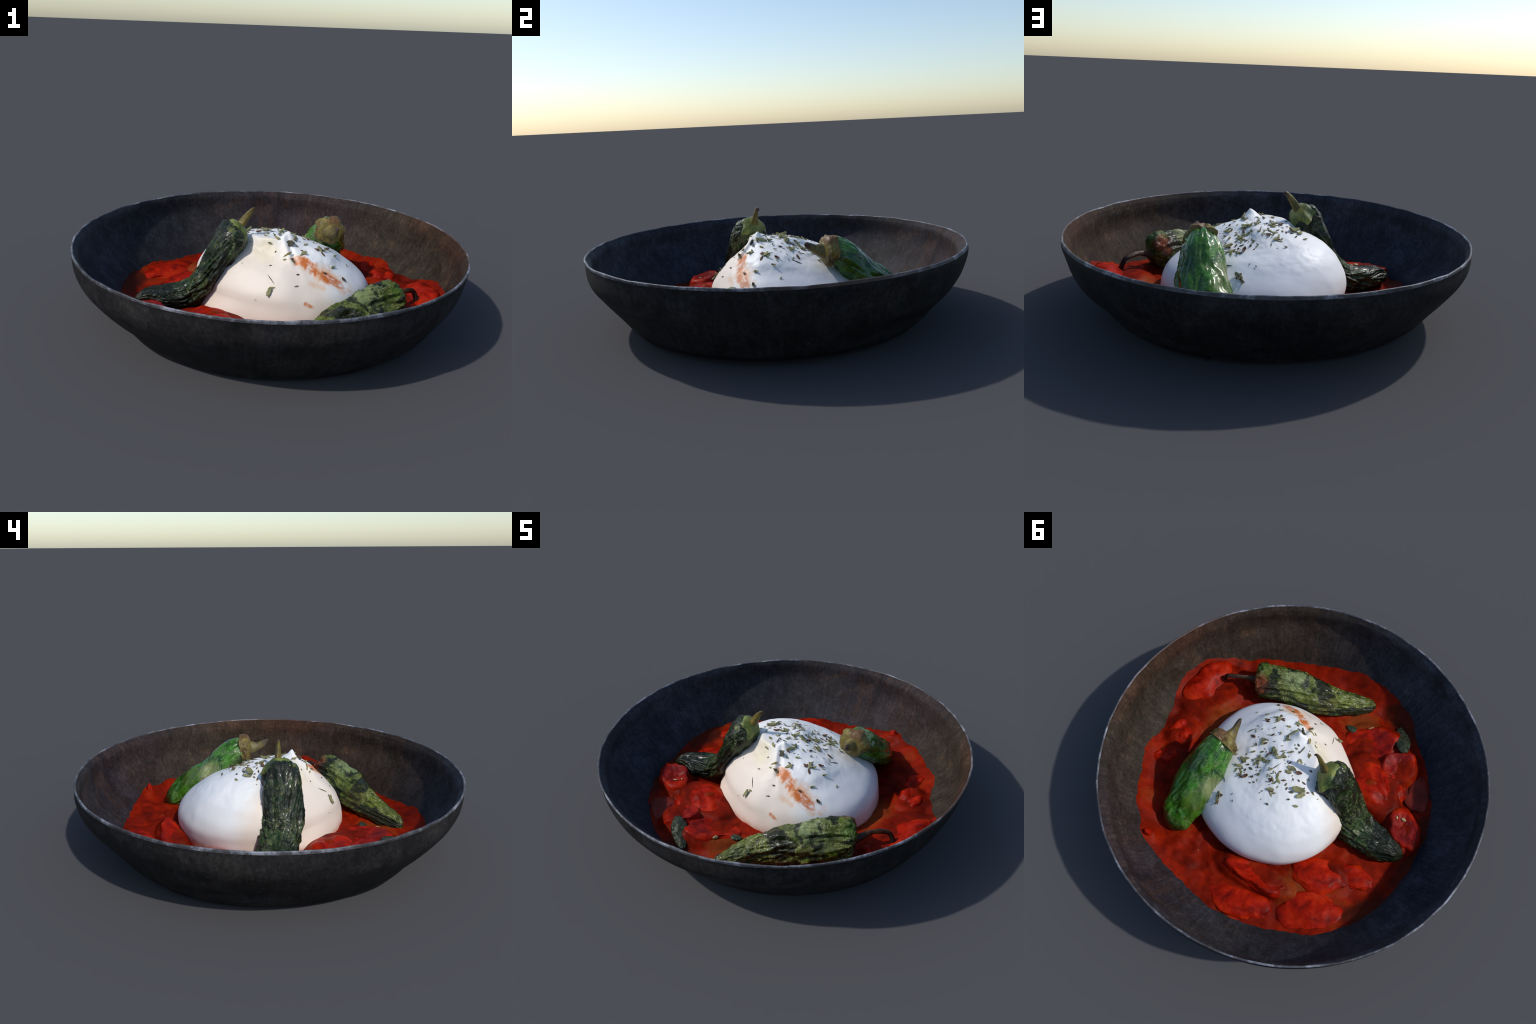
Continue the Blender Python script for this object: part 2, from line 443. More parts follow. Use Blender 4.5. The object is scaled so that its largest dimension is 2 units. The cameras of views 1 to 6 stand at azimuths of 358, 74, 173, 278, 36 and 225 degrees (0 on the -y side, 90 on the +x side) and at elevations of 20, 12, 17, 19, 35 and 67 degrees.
def build_bowl():
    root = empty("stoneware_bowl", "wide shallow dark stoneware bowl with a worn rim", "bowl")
    NS = 240
    verts, tags = [], []

    def ring(rad, zf, tag):
        for j in range(NS):
            th = TAU * j / NS
            r, z = rad(th), zf(th)
            verts.append((r * math.cos(th), r * math.sin(th), z))
        tags.append(tag)

    chip = lambda th: 0.0025 * fbm((math.cos(th), math.sin(th), 0.3), 9, 4, 3) + 0.0015 * fbm((math.cos(th), math.sin(th), 0), 2, 2, 8)
    for k in range(1, 8):
        f = k / 8
        ring(lambda th, f=f: 0.70 * f, lambda th, f=f: 0.0 + 0.004 * (1 - f), "out")
    zs = [0, .002, .008, .016, .026] + [0.026 + (H - 0.014 - 0.026) * i / 40 for i in range(1, 41)]
    for z in zs:
        ring(lambda th, z=z: outer_radius(th, z),
             lambda th, z=z: max(0.0, z + 0.004 * sstep(0.06, 0.0, z) * (1 + fbm((math.cos(th), math.sin(th), 0), 3, 3, 2)) * (z > 0)), "out")
    # rounded, slightly chipped lip
    for i in range(9):
        a = PI * i / 8
        ring(lambda th, a=a: outer_radius(th, H) - 0.005 + 0.005 * math.cos(a) + chip(th + 1),
             lambda th, a=a: H - 0.005 + 0.005 * math.sin(a) + chip(th), "rim")
    for i in range(45):
        z = (H - 0.022) + (0.03 - (H - 0.022)) * i / 44
        ring(lambda th, z=z: inner_radius(th, z), lambda th, z=z: z, "in")
    for k in range(7, 0, -1):
        f = k / 8
        ring(lambda th, f=f: inner_radius(th, 0.03) * f, lambda th: 0.028, "in")
    nr = len(tags)
    verts.append((0, 0, 0.004))
    verts.append((0, 0, 0.028))
    faces = ring_faces(nr, NS, close_first=nr * NS, close_last=nr * NS + 1)

    def region(i):
        row = i // NS
        if row >= nr - 1:
            return "out" if row == nr - 1 else "in"
        return tags[row + 1]
    split_regions({"out": ("outer_wall", glaze_material("dark_outer_glaze", False)),
                   "rim": ("rim", rim_material()),
                   "in": ("inner_wall", glaze_material("dark_inner_glaze", True))}, verts, faces, region, root)
    return root


# -------------------------------------------------------------------- sauce
# where the sauce meets the wall: azimuth in degrees -> height
EDGE_A = [-9, 0, 5, 12, 22, 29, 35, 42, 50, 60, 68, 76, 82, 98, 110, 120, 132, 146, 157, 168, 180, 190, 208, 230, 249, 261, 282, 294, 305, 320, 334, 345, 351]
EDGE_Z = [.180, .175, .155, .112, .103, .124, .122, .112, .112, .118, .126, .100, .085, .076, .064, .062, .056, .072, .078, .086, .072, .052, .060, .060, .062, .110, .108, .086, .058, .066, .085, .150, .180]


TOMATOES = [
    # two ends (x, y), half width, height of the top, kind
    ((0.79, 0.125), (0.73, -0.250), 0.132, 0.145, "lean"),
    ((0.74, 0.300), (0.62, 0.170), 0.085, 0.128, "skin"),
    ((0.66, 0.480), (0.60, 0.330), 0.070, 0.112, "skin"),
    ((-0.060, 0.545), (-0.425, 0.405), 0.072, 0.115, "tilt"),
    ((-0.125, 0.720), (-0.445, 0.565), 0.090, 0.082, "skin"),
    ((-0.455, 0.510), (-0.730, 0.265), 0.115, 0.074, "skin"),
    ((-0.33, 0.325), (-0.585, 0.145), 0.095, 0.078, "skin"),
    ((-0.50, 0.12), (-0.680, 0.05), 0.060, 0.058, "skin"),
    ((-0.14, -0.405), (-0.470, -0.295), 0.110, 0.126, "skin"),
    ((-0.225, -0.430), (-0.375, -0.625), 0.100, 0.124, "cut"),
    ((0.02, -0.430), (-0.235, -0.630), 0.110, 0.106, "cut"),
    ((-0.48, -0.355), (-0.690, -0.205), 0.085, 0.124, "cut"),
    ((-0.40, -0.600), (-0.580, -0.440), 0.075, 0.070, "dark"),
    ((-0.30, -0.455), (-0.450, -0.385), 0.070, 0.096, "skin"),
    ((0.365, 0.785), (0.270, 0.745), 0.032, 0.135, "skin"),
    ((0.52, -0.52), (0.36, -0.64), 0.060, 0.070, "skin"),
    ((0.64, -0.32), (0.70, -0.20), 0.060, 0.112, "skin"),
]
# smaller pulpy mounds: x, y, radius, rise
PULP = [(0.66, 0.30, 0.09, 0.025), (0.72, 0.44, 0.07, 0.030), (0.62, 0.56, 0.07, 0.026), (0.52, 0.64, 0.08, 0.026), (0.44, 0.70, 0.06, 0.02), (0.58, 0.10, 0.08, 0.022),
        (0.62, -0.02, 0.07, 0.014), (0.18, 0.72, 0.09, 0.018), (0.06, 0.68, 0.08, 0.016), (-0.02, 0.74, 0.06, 0.018), (0.20, 0.60, 0.07, 0.014), (-0.03, 0.60, 0.07, 0.016),
        (0.12, 0.55, 0.09, 0.022), (0.45, 0.53, 0.08, 0.036), (0.38, 0.62, 0.07, 0.02), (0.19, -0.53, 0.08, 0.022), (-0.50, 0.12, 0.08, 0.020), (-0.40, 0.27, 0.07, 0.016), (-0.33, 0.47, 0.06, 0.014),
        (-0.10, -0.46, 0.07, 0.018), (-0.29, -0.34, 0.07, 0.024), (-0.18, -0.66, 0.08, 0.020), (-0.25, 0.62, 0.07, 0.014),
        (-0.70, 0.05, 0.09, -0.020), (-0.56, -0.42, 0.08, -0.026), (-0.47, -0.45, 0.06, -0.024), (-0.05, -0.74, 0.09, -0.020), (0.58, -0.48, 0.11, -0.030), (0.72, -0.34, 0.07, -0.02), (-0.56, 0.46, 0.08, -0.008)]


def sauce_height(x, y):
    th = math.atan2(y, x)
    deg = math.degrees(th) % 360
    if deg > 350:
        deg -= 360
    c, sn = math.cos(th), math.sin(th)
    ze = interp(deg, EDGE_A, EDGE_Z) + 0.012 * fbm((c, sn, 0), 7, 4, 21) + 0.006 * fbm((c, sn, 0), 28, 3, 22)
    ze = max(ze, 0.046)
    re = inner_radius(th, ze) + 0.006
    s = math.hypot(x, y) / re
    z = 0.046 + 0.028 * sstep(0.25, 0.60, x) - 0.008 * sstep(-0.3, -0.5, x) + 0.016 * sstep(0.0, -0.4, y) + 0.014 * fbm((x, y, 0), 5.5, 2, 4) + 0.012 * (0.3 - abs(fbm((x, y, 0), 8, 2, 5))) + 0.004 * fbm((x, y, 0), 22, 2, 6)
    for a, b, hw, top, kind in TOMATOES:      # soft skirts, so that the pieces grow out of the sauce
        dx, dy = a[0] - b[0], a[1] - b[1]
        L = math.hypot(dx, dy) / 2
        mx, my = x - (a[0] + b[0]) / 2, y - (a[1] + b[1]) / 2
        u, v = (mx * dx + my * dy) / (2 * L * L), (mx * dy - my * dx) / (2 * L * hw)
        e = u * u + v * v
        if e < 2.6:
            tilt = 0.16 * (mx * (a[0] + b[0]) + my * (a[1] + b[1])) / math.hypot(a[0] + b[0], a[1] + b[1]) if kind == "cut" else 0.0
            z += max(0.0, top - 0.024 + tilt - z) * sstep(1.9, 0.85, e)
    for px, py, pr, ph in PULP:
        e = ((x - px) ** 2 + (y - py) ** 2) / pr**2
        if e < 3:
            z += ph * math.exp(-1.6 * e) * (1 + 0.5 * fbm((x, y, 1), 22, 3, 2))
    # hollow in the shade of the glossy pepper
    z -= 0.014 * math.exp(-(((x - 0.52) / 0.08) ** 2 + ((y - 0.26) / 0.14) ** 2))
    w = sstep(0.86 + 0.07 * sstep(0.6, 0.75, x), 1.0, s)
    return max(z * (1 - w) + ze * w, 0.037 + 0.003 * fbm((x, y, 0), 9, 2, 3)), re


def build_sauce():
    root = empty("stewed_tomatoes", "chunky red tomato sauce with soft tomato halves", "tomato sauce")
    NS, NR = 300, 90
    verts = []
    for i in range(1, NR + 1):
        s = i / NR
        for j in range(NS):
            th = TAU * j / NS
            _, re = sauce_height(math.cos(th), math.sin(th))
            rag = 1 + 0.004 * fbm((math.cos(th), math.sin(th), 0), 11, 4, 9) - 0.004
            r = re * s * rag
            x, y = r * math.cos(th), r * math.sin(th)
            verts.append((x, y, sauce_height(x, y)[0]))
    verts.append((0, 0, 0.062))
    me = mesh_from("sauce", verts, ring_faces(NR, NS, close_first=NR * NS))
    new_obj("sauce", me, root, sauce_material())

    skin, flesh, dark = tomato_material("tomato_skin", False), tomato_material("tomato_flesh", True), dark_tomato_material()
    for k, (a, b, hw, top, kind) in enumerate(TOMATOES):
        a, b = Vector((*a, 0)), Vector((*b, 0))
        mid, ax = (a + b) / 2, (a - b)
        L = ax.length / 2
        ax.normalize()
        side = Vector((-ax.y, ax.x, 0))
        base = 0.045
        nu, nv = 40, 28
        vs, cutf = [], []
        tilt = Vector((0, 0, 0))
        for i in range(1, nv):
            ph = PI * i / nv
            for j in range(nu):
                t = TAU * j / nu
                u = Vector((math.sin(ph) * math.cos(t), math.sin(ph) * math.sin(t), math.cos(ph)))
                hgt = top - base
                lump = 1 + 0.26 * fbm(u, 1.0, 3, k + 1.5) + 0.22 * (0.35 - abs(fbm(u, 1.2, 2, k + 9)))
                p = ax * (u.x * L * lump) + side * (u.y * hw * lump)
                z = u.z * hgt * lump
                if kind in ("cut", "tilt"):
                    lim = (0.62 + 0.22 * u.x * math.sin(k * 2.3) + 0.22 * u.y * math.cos(k * 1.7)) * hgt
                    if z > lim:
                        d = min(1.0, (math.hypot(u.x, u.y)) / 0.78)
                        z = lim - 0.010 * (1 - d * d) + 0.004 * fbm((u.x, u.y, k), 5, 3)
                        p = ax * (u.x * L * (1.0 + 0.15 * (1 - d))) + side * (u.y * hw * (1.0 + 0.15 * (1 - d)))
                        cutf.append(len(vs))
                    z *= 1.45
                if kind == "cut":      # cut faces look in towards the cheese
                    z += 0.16 * p.dot(mid.normalized())
                if kind == "lean":
                    z += 0.45 * (p.x * ax.y - p.y * ax.x)
                if kind == "tilt":
                    z += 0.32 * p.dot(side) * 1.0
                z += 0.004 * fbm((p.x + mid.x, p.y + mid.y, z), 16, 3, k)
                lim_r = inner_radius(math.atan2(mid.y + p.y, mid.x + p.x), max(0.034, min(base + z, 0.35))) - 0.012
                rr = math.hypot(mid.x + p.x, mid.y + p.y)
                if rr > lim_r:
                    p = (mid + p) * (lim_r / rr) - mid
                vs.append((mid.x + p.x, mid.y + p.y, max(base + z, 0.034)))
        n = len(vs)
        vs.append((mid.x, mid.y, sum(vs[j][2] for j in range(nu)) / nu))
        vs.append((mid.x, mid.y, 0.034))
        faces = ring_faces(nv - 1, nu, close_first=n, close_last=n + 1)
        faces = [tuple(reversed(f)) for f in faces]
        org = Vector((mid.x, mid.y, base))
        me = mesh_from("tomato_half" if cutf else "tomato", [Vector(v) - org for v in vs], faces)
        o = new_obj(me.name.split(".")[0], me, root, dark if kind == "dark" else flesh if kind == "cut" else skin)
        o.location = org
    bpy.context.view_layer.update()
    # seeds and herb bits lying in the sauce
    seed_mat = Nodes("tomato_seed")
    seed_mat = seed_mat.finish(seed_mat.mix(seed_mat.noise(40), (0.34, 0.26, 0.09), (0.45, 0.36, 0.16)), 0.4)
    seed = blade_mesh("seed", 1.0, 0.62, 0.22, 0.0)
    for x, y, s, ang in ((0.083, 0.618, 0.026, 30), (-0.28, 0.471, 0.030, 120), (-0.043, -0.586, 0.030, 60), (-0.552, -0.321, 0.028, 10), (0.553, -0.181, 0.030, 75), (-0.52, -0.30, 0.018, 140)):
        o = new_obj("seed", seed, root, None if seed.materials else seed_mat)
        place_on(o, [c for c in root.children if c.type == "MESH" and not c.name.startswith("seed")], x, y, s, math.radians(ang), 0.004)
    return root


# ------------------------------------------------------------- herb flakes
def blade_mesh(name, length, width, thick, curl, ragged=0.0, seed=0):
    """A small leaf-like flake with real thickness, unit length along x."""
    rnd = random.Random(seed)
    nx, ny = 9, 4
    top, bot = [], []
    for i in range(nx):
        f = i / (nx - 1)
        w = width * (math.sin(PI * (0.06 + 0.88 * f)) ** 0.8) / 2 * (1 + ragged * rnd.uniform(-1, 1))
        for j in range(ny):
            g = j / (ny - 1) * 2 - 1
            x = (f - 0.5) * length + ragged * 0.06 * rnd.uniform(-1, 1)
            y = g * w
            z = curl * ((g * g) * 0.25 + (2 * f - 1) ** 2 * 0.3) * length
            top.append((x, y, z + thick / 2 * (1 - 0.6 * g * g)))
            bot.append((x, y, z - thick / 2 * (1 - 0.6 * g * g)))
    n = nx * ny
    faces = []
    for i in range(nx - 1):
        for j in range(ny - 1):
            a = i * ny + j
            faces.append((a, a + ny, a + ny + 1, a + 1))
            faces.append((n + a, n + a + 1, n + a + ny + 1, n + a + ny))
    loop = [j for j in range(ny)] + [i * ny + ny - 1 for i in range(1, nx)] + [(nx - 1) * ny + j for j in range(ny - 2, -1, -1)] + [i * ny for i in range(nx - 2, 0, -1)]
    for p, q in zip(loop, loop[1:] + loop[:1]):
        faces.append((p, q, n + q, n + p))
    return mesh_from(name, top + bot, faces)


def surface_bvh(objs):
    vs, fs = [], []
    for o in objs:
        b = len(vs)
        vs += [o.matrix_world @ v.co for v in o.data.vertices]
        fs += [tuple(b + i for i in p.vertices) for p in o.data.polygons]
    return BVHTree.FromPolygons(vs, fs)


def place_on(o, objs, x, y, scale, ang, lift, bvh=None, tip=0.0):
    bvh = bvh or surface_bvh(objs)
    hit, nor, _, _ = bvh.ray_cast(Vector((x, y, 2)), Vector((0, 0, -1)))
    if hit is None:
        hit, nor = Vector((x, y, 0.08)), Vector((0, 0, 1))
    d = Vector((math.cos(ang), math.sin(ang), 0))
    d = (d - nor * d.dot(nor)).normalized()
    m = Matrix((d, nor.cross(d), nor)).transposed().to_4x4()
    o.matrix_local = Matrix.Translation(hit + nor * lift) @ m @ Matrix.Rotation(tip, 4, "Y") @ Matrix.Scale(scale, 4)


# x, y, length, direction (degrees), kind: g green, b brown, d dark, y yellowish, t twig
HERBS = """
0.325,-0.110,0.028,-132,g 0.287,-0.081,0.031,-141,b 0.251,-0.126,0.047,-84,g 0.246,-0.098,0.027,-104,g 0.228,-0.136,0.027,-179,b 0.306,-0.196,0.028,-132,g
0.157,-0.182,0.047,-127,g 0.170,-0.124,0.027,-136,g 0.125,-0.279,0.014,-132,d 0.100,-0.224,0.041,170,g 0.063,-0.217,0.020,-179,g 0.312,0.015,0.068,-124,t
0.287,0.005,0.027,149,g 0.274,0.035,0.041,-169,b 0.211,-0.019,0.017,-132,g 0.194,-0.029,0.020,-122,d 0.168,-0.064,0.023,149,g 0.209,0.016,0.040,-169,g
0.204,0.033,0.040,138,g 0.189,0.024,0.027,-132,g 0.157,-0.009,0.020,-132,g 0.109,-0.018,0.016,-132,g 0.120,-0.109,0.066,-122,g 0.094,-0.149,0.053,170,d
0.119,-0.067,0.040,-73,g 0.051,-0.080,0.020,170,d 0.017,-0.075,0.052,-79,t 0.019,-0.175,0.013,-132,d 0.280,0.147,0.024,-132,g 0.228,0.076,0.027,-132,g
0.202,0.098,0.027,-122,g 0.166,0.068,0.027,-132,g 0.110,0.029,0.065,154,g 0.130,0.064,0.030,-73,d 0.084,-0.000,0.020,-132,g 0.051,-0.022,0.026,-132,g
0.065,0.035,0.045,-118,g 0.054,0.014,0.033,-179,g 0.143,0.101,0.053,-141,g 0.111,0.094,0.040,-159,g 0.139,0.122,0.040,149,g 0.090,0.087,0.026,-94,g
0.208,0.160,0.053,-179,g 0.203,0.146,0.040,-132,g 0.203,0.195,0.047,-150,g 0.173,0.211,0.053,154,g 0.197,0.222,0.027,-63,g 0.147,0.168,0.033,-169,d
0.171,0.161,0.020,-132,b 0.120,0.139,0.020,170,b 0.093,0.145,0.026,-104,g 0.089,0.166,0.026,-132,g 0.134,0.214,0.040,-113,b 0.104,0.193,0.020,-132,d
0.046,0.082,0.078,-99,t 0.053,0.111,0.026,-113,g 0.011,0.018,0.023,-94,b 0.040,0.140,0.019,-63,g 0.011,0.084,0.019,-132,b -0.020,0.055,0.039,-169,g
-0.024,0.024,0.039,-179,g -0.058,0.020,0.039,-150,b 0.005,0.107,0.039,-63,g 0.008,0.138,0.039,149,g -0.017,0.122,0.039,170,g -0.034,0.103,0.032,-132,b
-0.065,0.069,0.026,-89,t -0.088,0.047,0.016,170,b -0.114,0.036,0.023,-169,b -0.058,0.111,0.016,-132,d -0.021,0.177,0.045,-141,g -0.037,0.192,0.045,159,g
-0.118,0.078,0.077,-150,g -0.161,0.052,0.019,-132,b -0.179,0.034,0.026,-179,y -0.104,0.114,0.026,-141,d -0.121,0.147,0.016,-132,d -0.168,0.142,0.029,-145,g
-0.024,-0.029,0.039,149,g -0.027,-0.079,0.033,149,y 0.166,0.371,0.060,-63,g 0.153,0.401,0.027,-94,g 0.219,0.289,0.060,154,t -0.008,-0.143,0.024,-40,g
0.028,-0.133,0.035,-49,y 0.125,-0.152,0.020,-24,g 0.173,-0.124,0.026,34,g 0.157,-0.186,0.046,40,g 0.076,-0.202,0.053,32,y 0.233,-0.143,0.023,23,b
0.247,-0.122,0.041,-40,g 0.259,-0.152,0.035,-40,b 0.283,-0.075,0.032,23,b 0.306,-0.085,0.026,29,g 0.124,-0.280,0.017,16,d -0.014,-0.333,0.053,64,g
-0.007,-0.289,0.077,-74,t 0.115,-0.325,0.029,23,g 0.262,-0.244,0.023,0,d 0.308,-0.193,0.026,34,g 0.358,-0.225,0.028,-24,d -0.079,-0.330,0.018,-58,t
"""


# ------------------------------------------------------------------ burrata
CX, CY = 0.06, 0.01
LEVELS = [0.02, 0.06, 0.11, 0.16, 0.21, 0.26, 0.31, 0.35, 0.39, 0.42]
BODY = [  # mean radius, then first and second harmonics, per level
    (0.446, 0.032, 0.034, 0.0, -0.008), (0.446, 0.030, 0.038, 0.0, -0.010), (0.447, 0.026, 0.043, 0.0, -0.014), (0.440, 0.018, 0.045, 0.006, -0.016), (0.418, 0.006, 0.037, 0.010, -0.017),
    (0.376, -0.008, 0.030, 0.012, -0.022), (0.320, -0.026, 0.020, 0.014, -0.030), (0.260, -0.038, 0.004, 0.022, -0.046), (0.184, -0.045, -0.022, 0.018, -0.040), (0.110, -0.050, -0.034, 0.0, 0.0)]
NUB = Vector((0.085, -0.123))


def cheese_radius(th, z):
    k = [smooth_interp(z, LEVELS, [b[i] for b in BODY]) for i in range(5)]
    return (k[0] + k[1] * math.cos(th) + k[2] * math.sin(th) + k[3] * math.cos(2 * th) + k[4] * math.sin(2 * th)
            + 0.034 * math.exp(-((((math.degrees(th) - 212 + 180) % 360) - 180) / 26) ** 2) * sstep(0.17, 0.08, z)
            + 0.018 * math.exp(-((((math.degrees(th) + 15 + 180) % 360) - 180) / 22) ** 2) * sstep(0.30, 0.20, z)
            + 0.018 * math.exp(-((((math.degrees(th) - 160 + 180) % 360) - 180) / 42) ** 2) * sstep(0.38, 0.28, z))


def seg_dist(p, a, b):
    a, b = Vector(a), Vector(b)
    t = min(max((p - a).dot(b - a) / (b - a).length_squared, 0), 1)
    return (p - a - (b - a) * t).length, t


def build_burrata():
    root = empty("burrata", "round white burrata cheese with a pinched top and herbs", "cheese")
    NS = 320
    zs = [0.02 + 0.40 * i / 110 for i in range(111)]
    verts = []
    rows = 0
    for z in zs:
        for j in range(NS):
            th = TAU * j / NS
            r = cheese_radius(th, z)
            verts.append(Vector((CX + r * math.cos(th), CY + r * math.sin(th), z)))
        rows += 1
    cen = sum((verts[-NS + j] for j in range(NS)), Vector()) / NS
    last = [v.copy() for v in verts[-NS:]]
    for i in range(1, 16):
        f = 1 - i / 16
        for j in range(NS):
            p = cen + (last[j] - cen) * f
            p.z = 0.42 + 0.010 * (1 - f * f)
            verts.append(p)
        rows += 1
    verts.append(Vector((cen.x, cen.y, 0.430)))
    faces = ring_faces(rows, NS, close_last=rows * NS)
    me = mesh_from("cheese_body", verts, faces)
    nors = [v.normal.copy() for v in me.vertices]
    ridge = [((0.085, -0.123), (0.02, -0.135)), ((0.02, -0.135), (-0.045, -0.115)), ((-0.045, -0.115), (-0.10, -0.06))]
    bumps = [  # x, y, radius, height: soft curds and lifted herbs
        (0.221, 0.097, 0.022, 0.018), (0.10, 0.065, 0.03, 0.010), (0.20, 0.15, 0.03, 0.010), (0.0, -0.02, 0.05, 0.008),
        (0.15, -0.02, 0.04, 0.006), (0.05, 0.12, 0.04, 0.006), (-0.09, 0.06, 0.035, 0.008), (0.28, -0.03, 0.03, 0.006), (0.17, -0.11, 0.03, 0.006)]
    for v, nr in zip(me.vertices, nors):
        p = v.co
        q = Vector((p.x, p.y))
        top = sstep(0.22, 0.40, p.z)
        d = 0.006 * fbm(p, 3.5, 3, 2) + 0.0045 * top * fbm(p, 17, 3, 3)
        for bx, by, br, bh in bumps:
            e = ((q.x - bx) ** 2 + (q.y - by) ** 2) / br**2
            if e < 6:
                d += 0.6 * bh * math.exp(-e) * sstep(0.2, 0.3, p.z)
        # long vertical pleats running down the pinched flank
        th = math.atan2(p.y - NUB.y, p.x - NUB.x)
        rr = (q - NUB).length
        flank = sstep(0.12, 0.2, p.z) * sstep(0.04, 0.12, rr) * sstep(0.55, 0.2, rr) * sstep(0.05, -0.25, math.sin(th) + 0.2 * math.cos(th))
        d += flank * (0.006 * fbm((math.cos(th) * 1.5, math.sin(th) * 1.5, rr), 1.6, 1, 4))
        v.co = p + nr * d
        v.co.z -= 0.008 * sstep(0.30, 0.40, p.z) * sstep(-0.10, 0.02, p.y)
        if p.z > 0.30:
            # pinched knot and the fold that runs from it
            e = rr
            v.co.z += 0.026 * math.exp(-(e / 0.024) ** 1.6) + 0.010 * math.exp(-(e / 0.06) ** 2)
            dist = min(seg_dist(q, *s)[0] for s in ridge)
            out = sstep(-0.02, 0.02, -0.10 - 0.30 * q.x - q.y)
            groove = seg_dist(q, (0.082, -0.140), (0.120, -0.230))[0]
            v.co.z += -0.012 * math.exp(-(groove / 0.012) ** 2) + 0.010 * math.exp(-((groove - 0.024) / 0.014) ** 2) * sstep(0.13, 0.06, q.x)
            v.co.z += 0.014 * math.exp(-(dist / (0.045 - 0.025 * out)) ** 2) * sstep(0.33, 0.40, p.z)
    me.update()
    body = new_obj("cheese_body", me, root, burrata_material())

    mats = {"g": herb_material("dried_herb_green", (0.17, 0.175, 0.075), (0.33, 0.32, 0.16)),
            "b": herb_material("dried_herb_brown", (0.11, 0.05, 0.03), (0.17, 0.09, 0.055)),
            "d": herb_material("dried_herb_dark", (0.06, 0.058, 0.036), (0.12, 0.11, 0.06)),
            "y": herb_material("dried_herb_straw", (0.24, 0.19, 0.055), (0.34, 0.27, 0.10)),
            "t": herb_material("dried_herb_stalk", (0.050, 0.042, 0.022), (0.11, 0.095, 0.045))}
    meshes = {}
    for kind, w in (("g", 0.42), ("b", 0.40), ("d", 0.50), ("y", 0.36), ("t", 0.085)):
        meshes[kind] = []
        for s in range(4):
            m = blade_mesh("herb_stalk" if kind == "t" else "herb_flake", 1.0, w * (0.8 + 0.15 * s), 0.07, 0.25 * (s - 1) if kind != "t" else 0.15 * (s - 1.5), 0.28 if kind != "t" else 0.1, s + ord(kind))
            m.materials.append(mats[kind])
            meshes[kind].append(m)
    bvh = surface_bvh([body])
    rnd = random.Random(11)
    for tok in HERBS.split():
        x, y, L, ang, kind = tok.split(",")
        x, y, L = float(x), float(y), float(L)
        o = new_obj("herb_stalk" if kind == "t" else "herb_flake", rnd.choice(meshes[kind]), root)
        place_on(o, None, x, y, L * 0.92, math.radians(float(ang)), 0.0018 + 0.012 * L * rnd.random(), bvh, rnd.uniform(-0.12, 0.12))
        if kind == "g" and L > 0.035:       # leaves broken into small clusters
            for _ in range(rnd.choice((1, 1, 2))):
                o = new_obj("herb_flake", rnd.choice(meshes[rnd.choice("ggb")]), root)
                place_on(o, None, x + rnd.uniform(-.4, .4) * L, y + rnd.uniform(-.4, .4) * L, L * rnd.uniform(0.4, 0.7), rnd.uniform(0, TAU), 0.003, bvh, rnd.uniform(-0.35, 0.35))
    for _ in range(95):
        x, y = 0.06 + rnd.gauss(0, 0.10), 0.06 + rnd.gauss(0, 0.10)
        kind = rnd.choice("ggggbd")
        o = new_obj("herb_flake", rnd.choice(meshes[kind]), root)
        place_on(o, None, x, y, rnd.uniform(0.008, 0.020), rnd.uniform(0, TAU), 0.002, bvh, rnd.uniform(-0.3, 0.3))
    return root


# ------------------------------------------------------------------ peppers
def spline(pts, t):
    """Catmull-Rom through rows of numbers, t in 0..1."""
    n = len(pts)
    s = min(max(t, 0), 1) * (n - 1)
    i = min(int(s), n - 2)
    f = s - i
    out = []
    for k in range(len(pts[0])):
        p1, p2 = pts[i][k], pts[i + 1][k]
        p0 = pts[i - 1][k] if i else 2 * p1 - p2
        p3 = pts[i + 2][k] if i + 2 < n else 2 * p2 - p1
        out.append(0.5 * (2 * p1 + (p2 - p0) * f + (2 * p0 - 5 * p1 + 4 * p2 - p3) * f * f + (3 * p1 - p0 - 3 * p2 + p3) * f**3))
    return out


def tube(name, pts, ns, nr, shape=None, round_start=0.0, round_end=0.0):
    """Loft along (x, y, z, lateral radius, depth radius); both ends closed and rounded."""
    verts, rows = [], 0
    prev = None
    for i in range(nr):
        t = i / (nr - 1)
        x, y, z, ra, rb = spline(pts, t)
        c = Vector((x, y, z))
        d = Vector(spline(pts, min(t + 0.01, 1))[:3]) - Vector(spline(pts, max(t - 0.01, 0))[:3])
        d.normalize()
        lat = d.cross(Vector((0, 0, 1)))
        if lat.length < 0.3:
            lat = prev - d * prev.dot(d)
        lat.normalize()
        prev = lat
        up = lat.cross(d).normalized()
        cap = 1.0
        if round_start and t < round_start:
            cap *= math.sqrt(max(1 - (1 - t / round_start) ** 2, 0.0)) * 0.995 + 0.005
        if round_end and t > 1 - round_end:
            cap *= math.sqrt(max(1 - (1 - (1 - t) / round_end) ** 2, 0.0)) * 0.995 + 0.005
        for j in range(ns):
            a = TAU * j / ns
            k = shape(a, t, c) if shape else 1.0
            verts.append(c + (lat * math.cos(a) * ra + up * math.sin(a) * rb) * cap * k)
        rows += 1
    a, b = sum(verts[:ns], Vector()) / ns, sum(verts[-ns:], Vector()) / ns
    verts += [a, b]
    faces = ring_faces(rows, ns, close_first=rows * ns, close_last=rows * ns + 1)
    me = mesh_from(name, verts, faces)
    bm = bmesh.new()
    bm.from_mesh(me)
    bmesh.ops.recalc_face_normals(bm, faces=bm.faces)
    bm.to_mesh(me)
    bm.free()
    return me


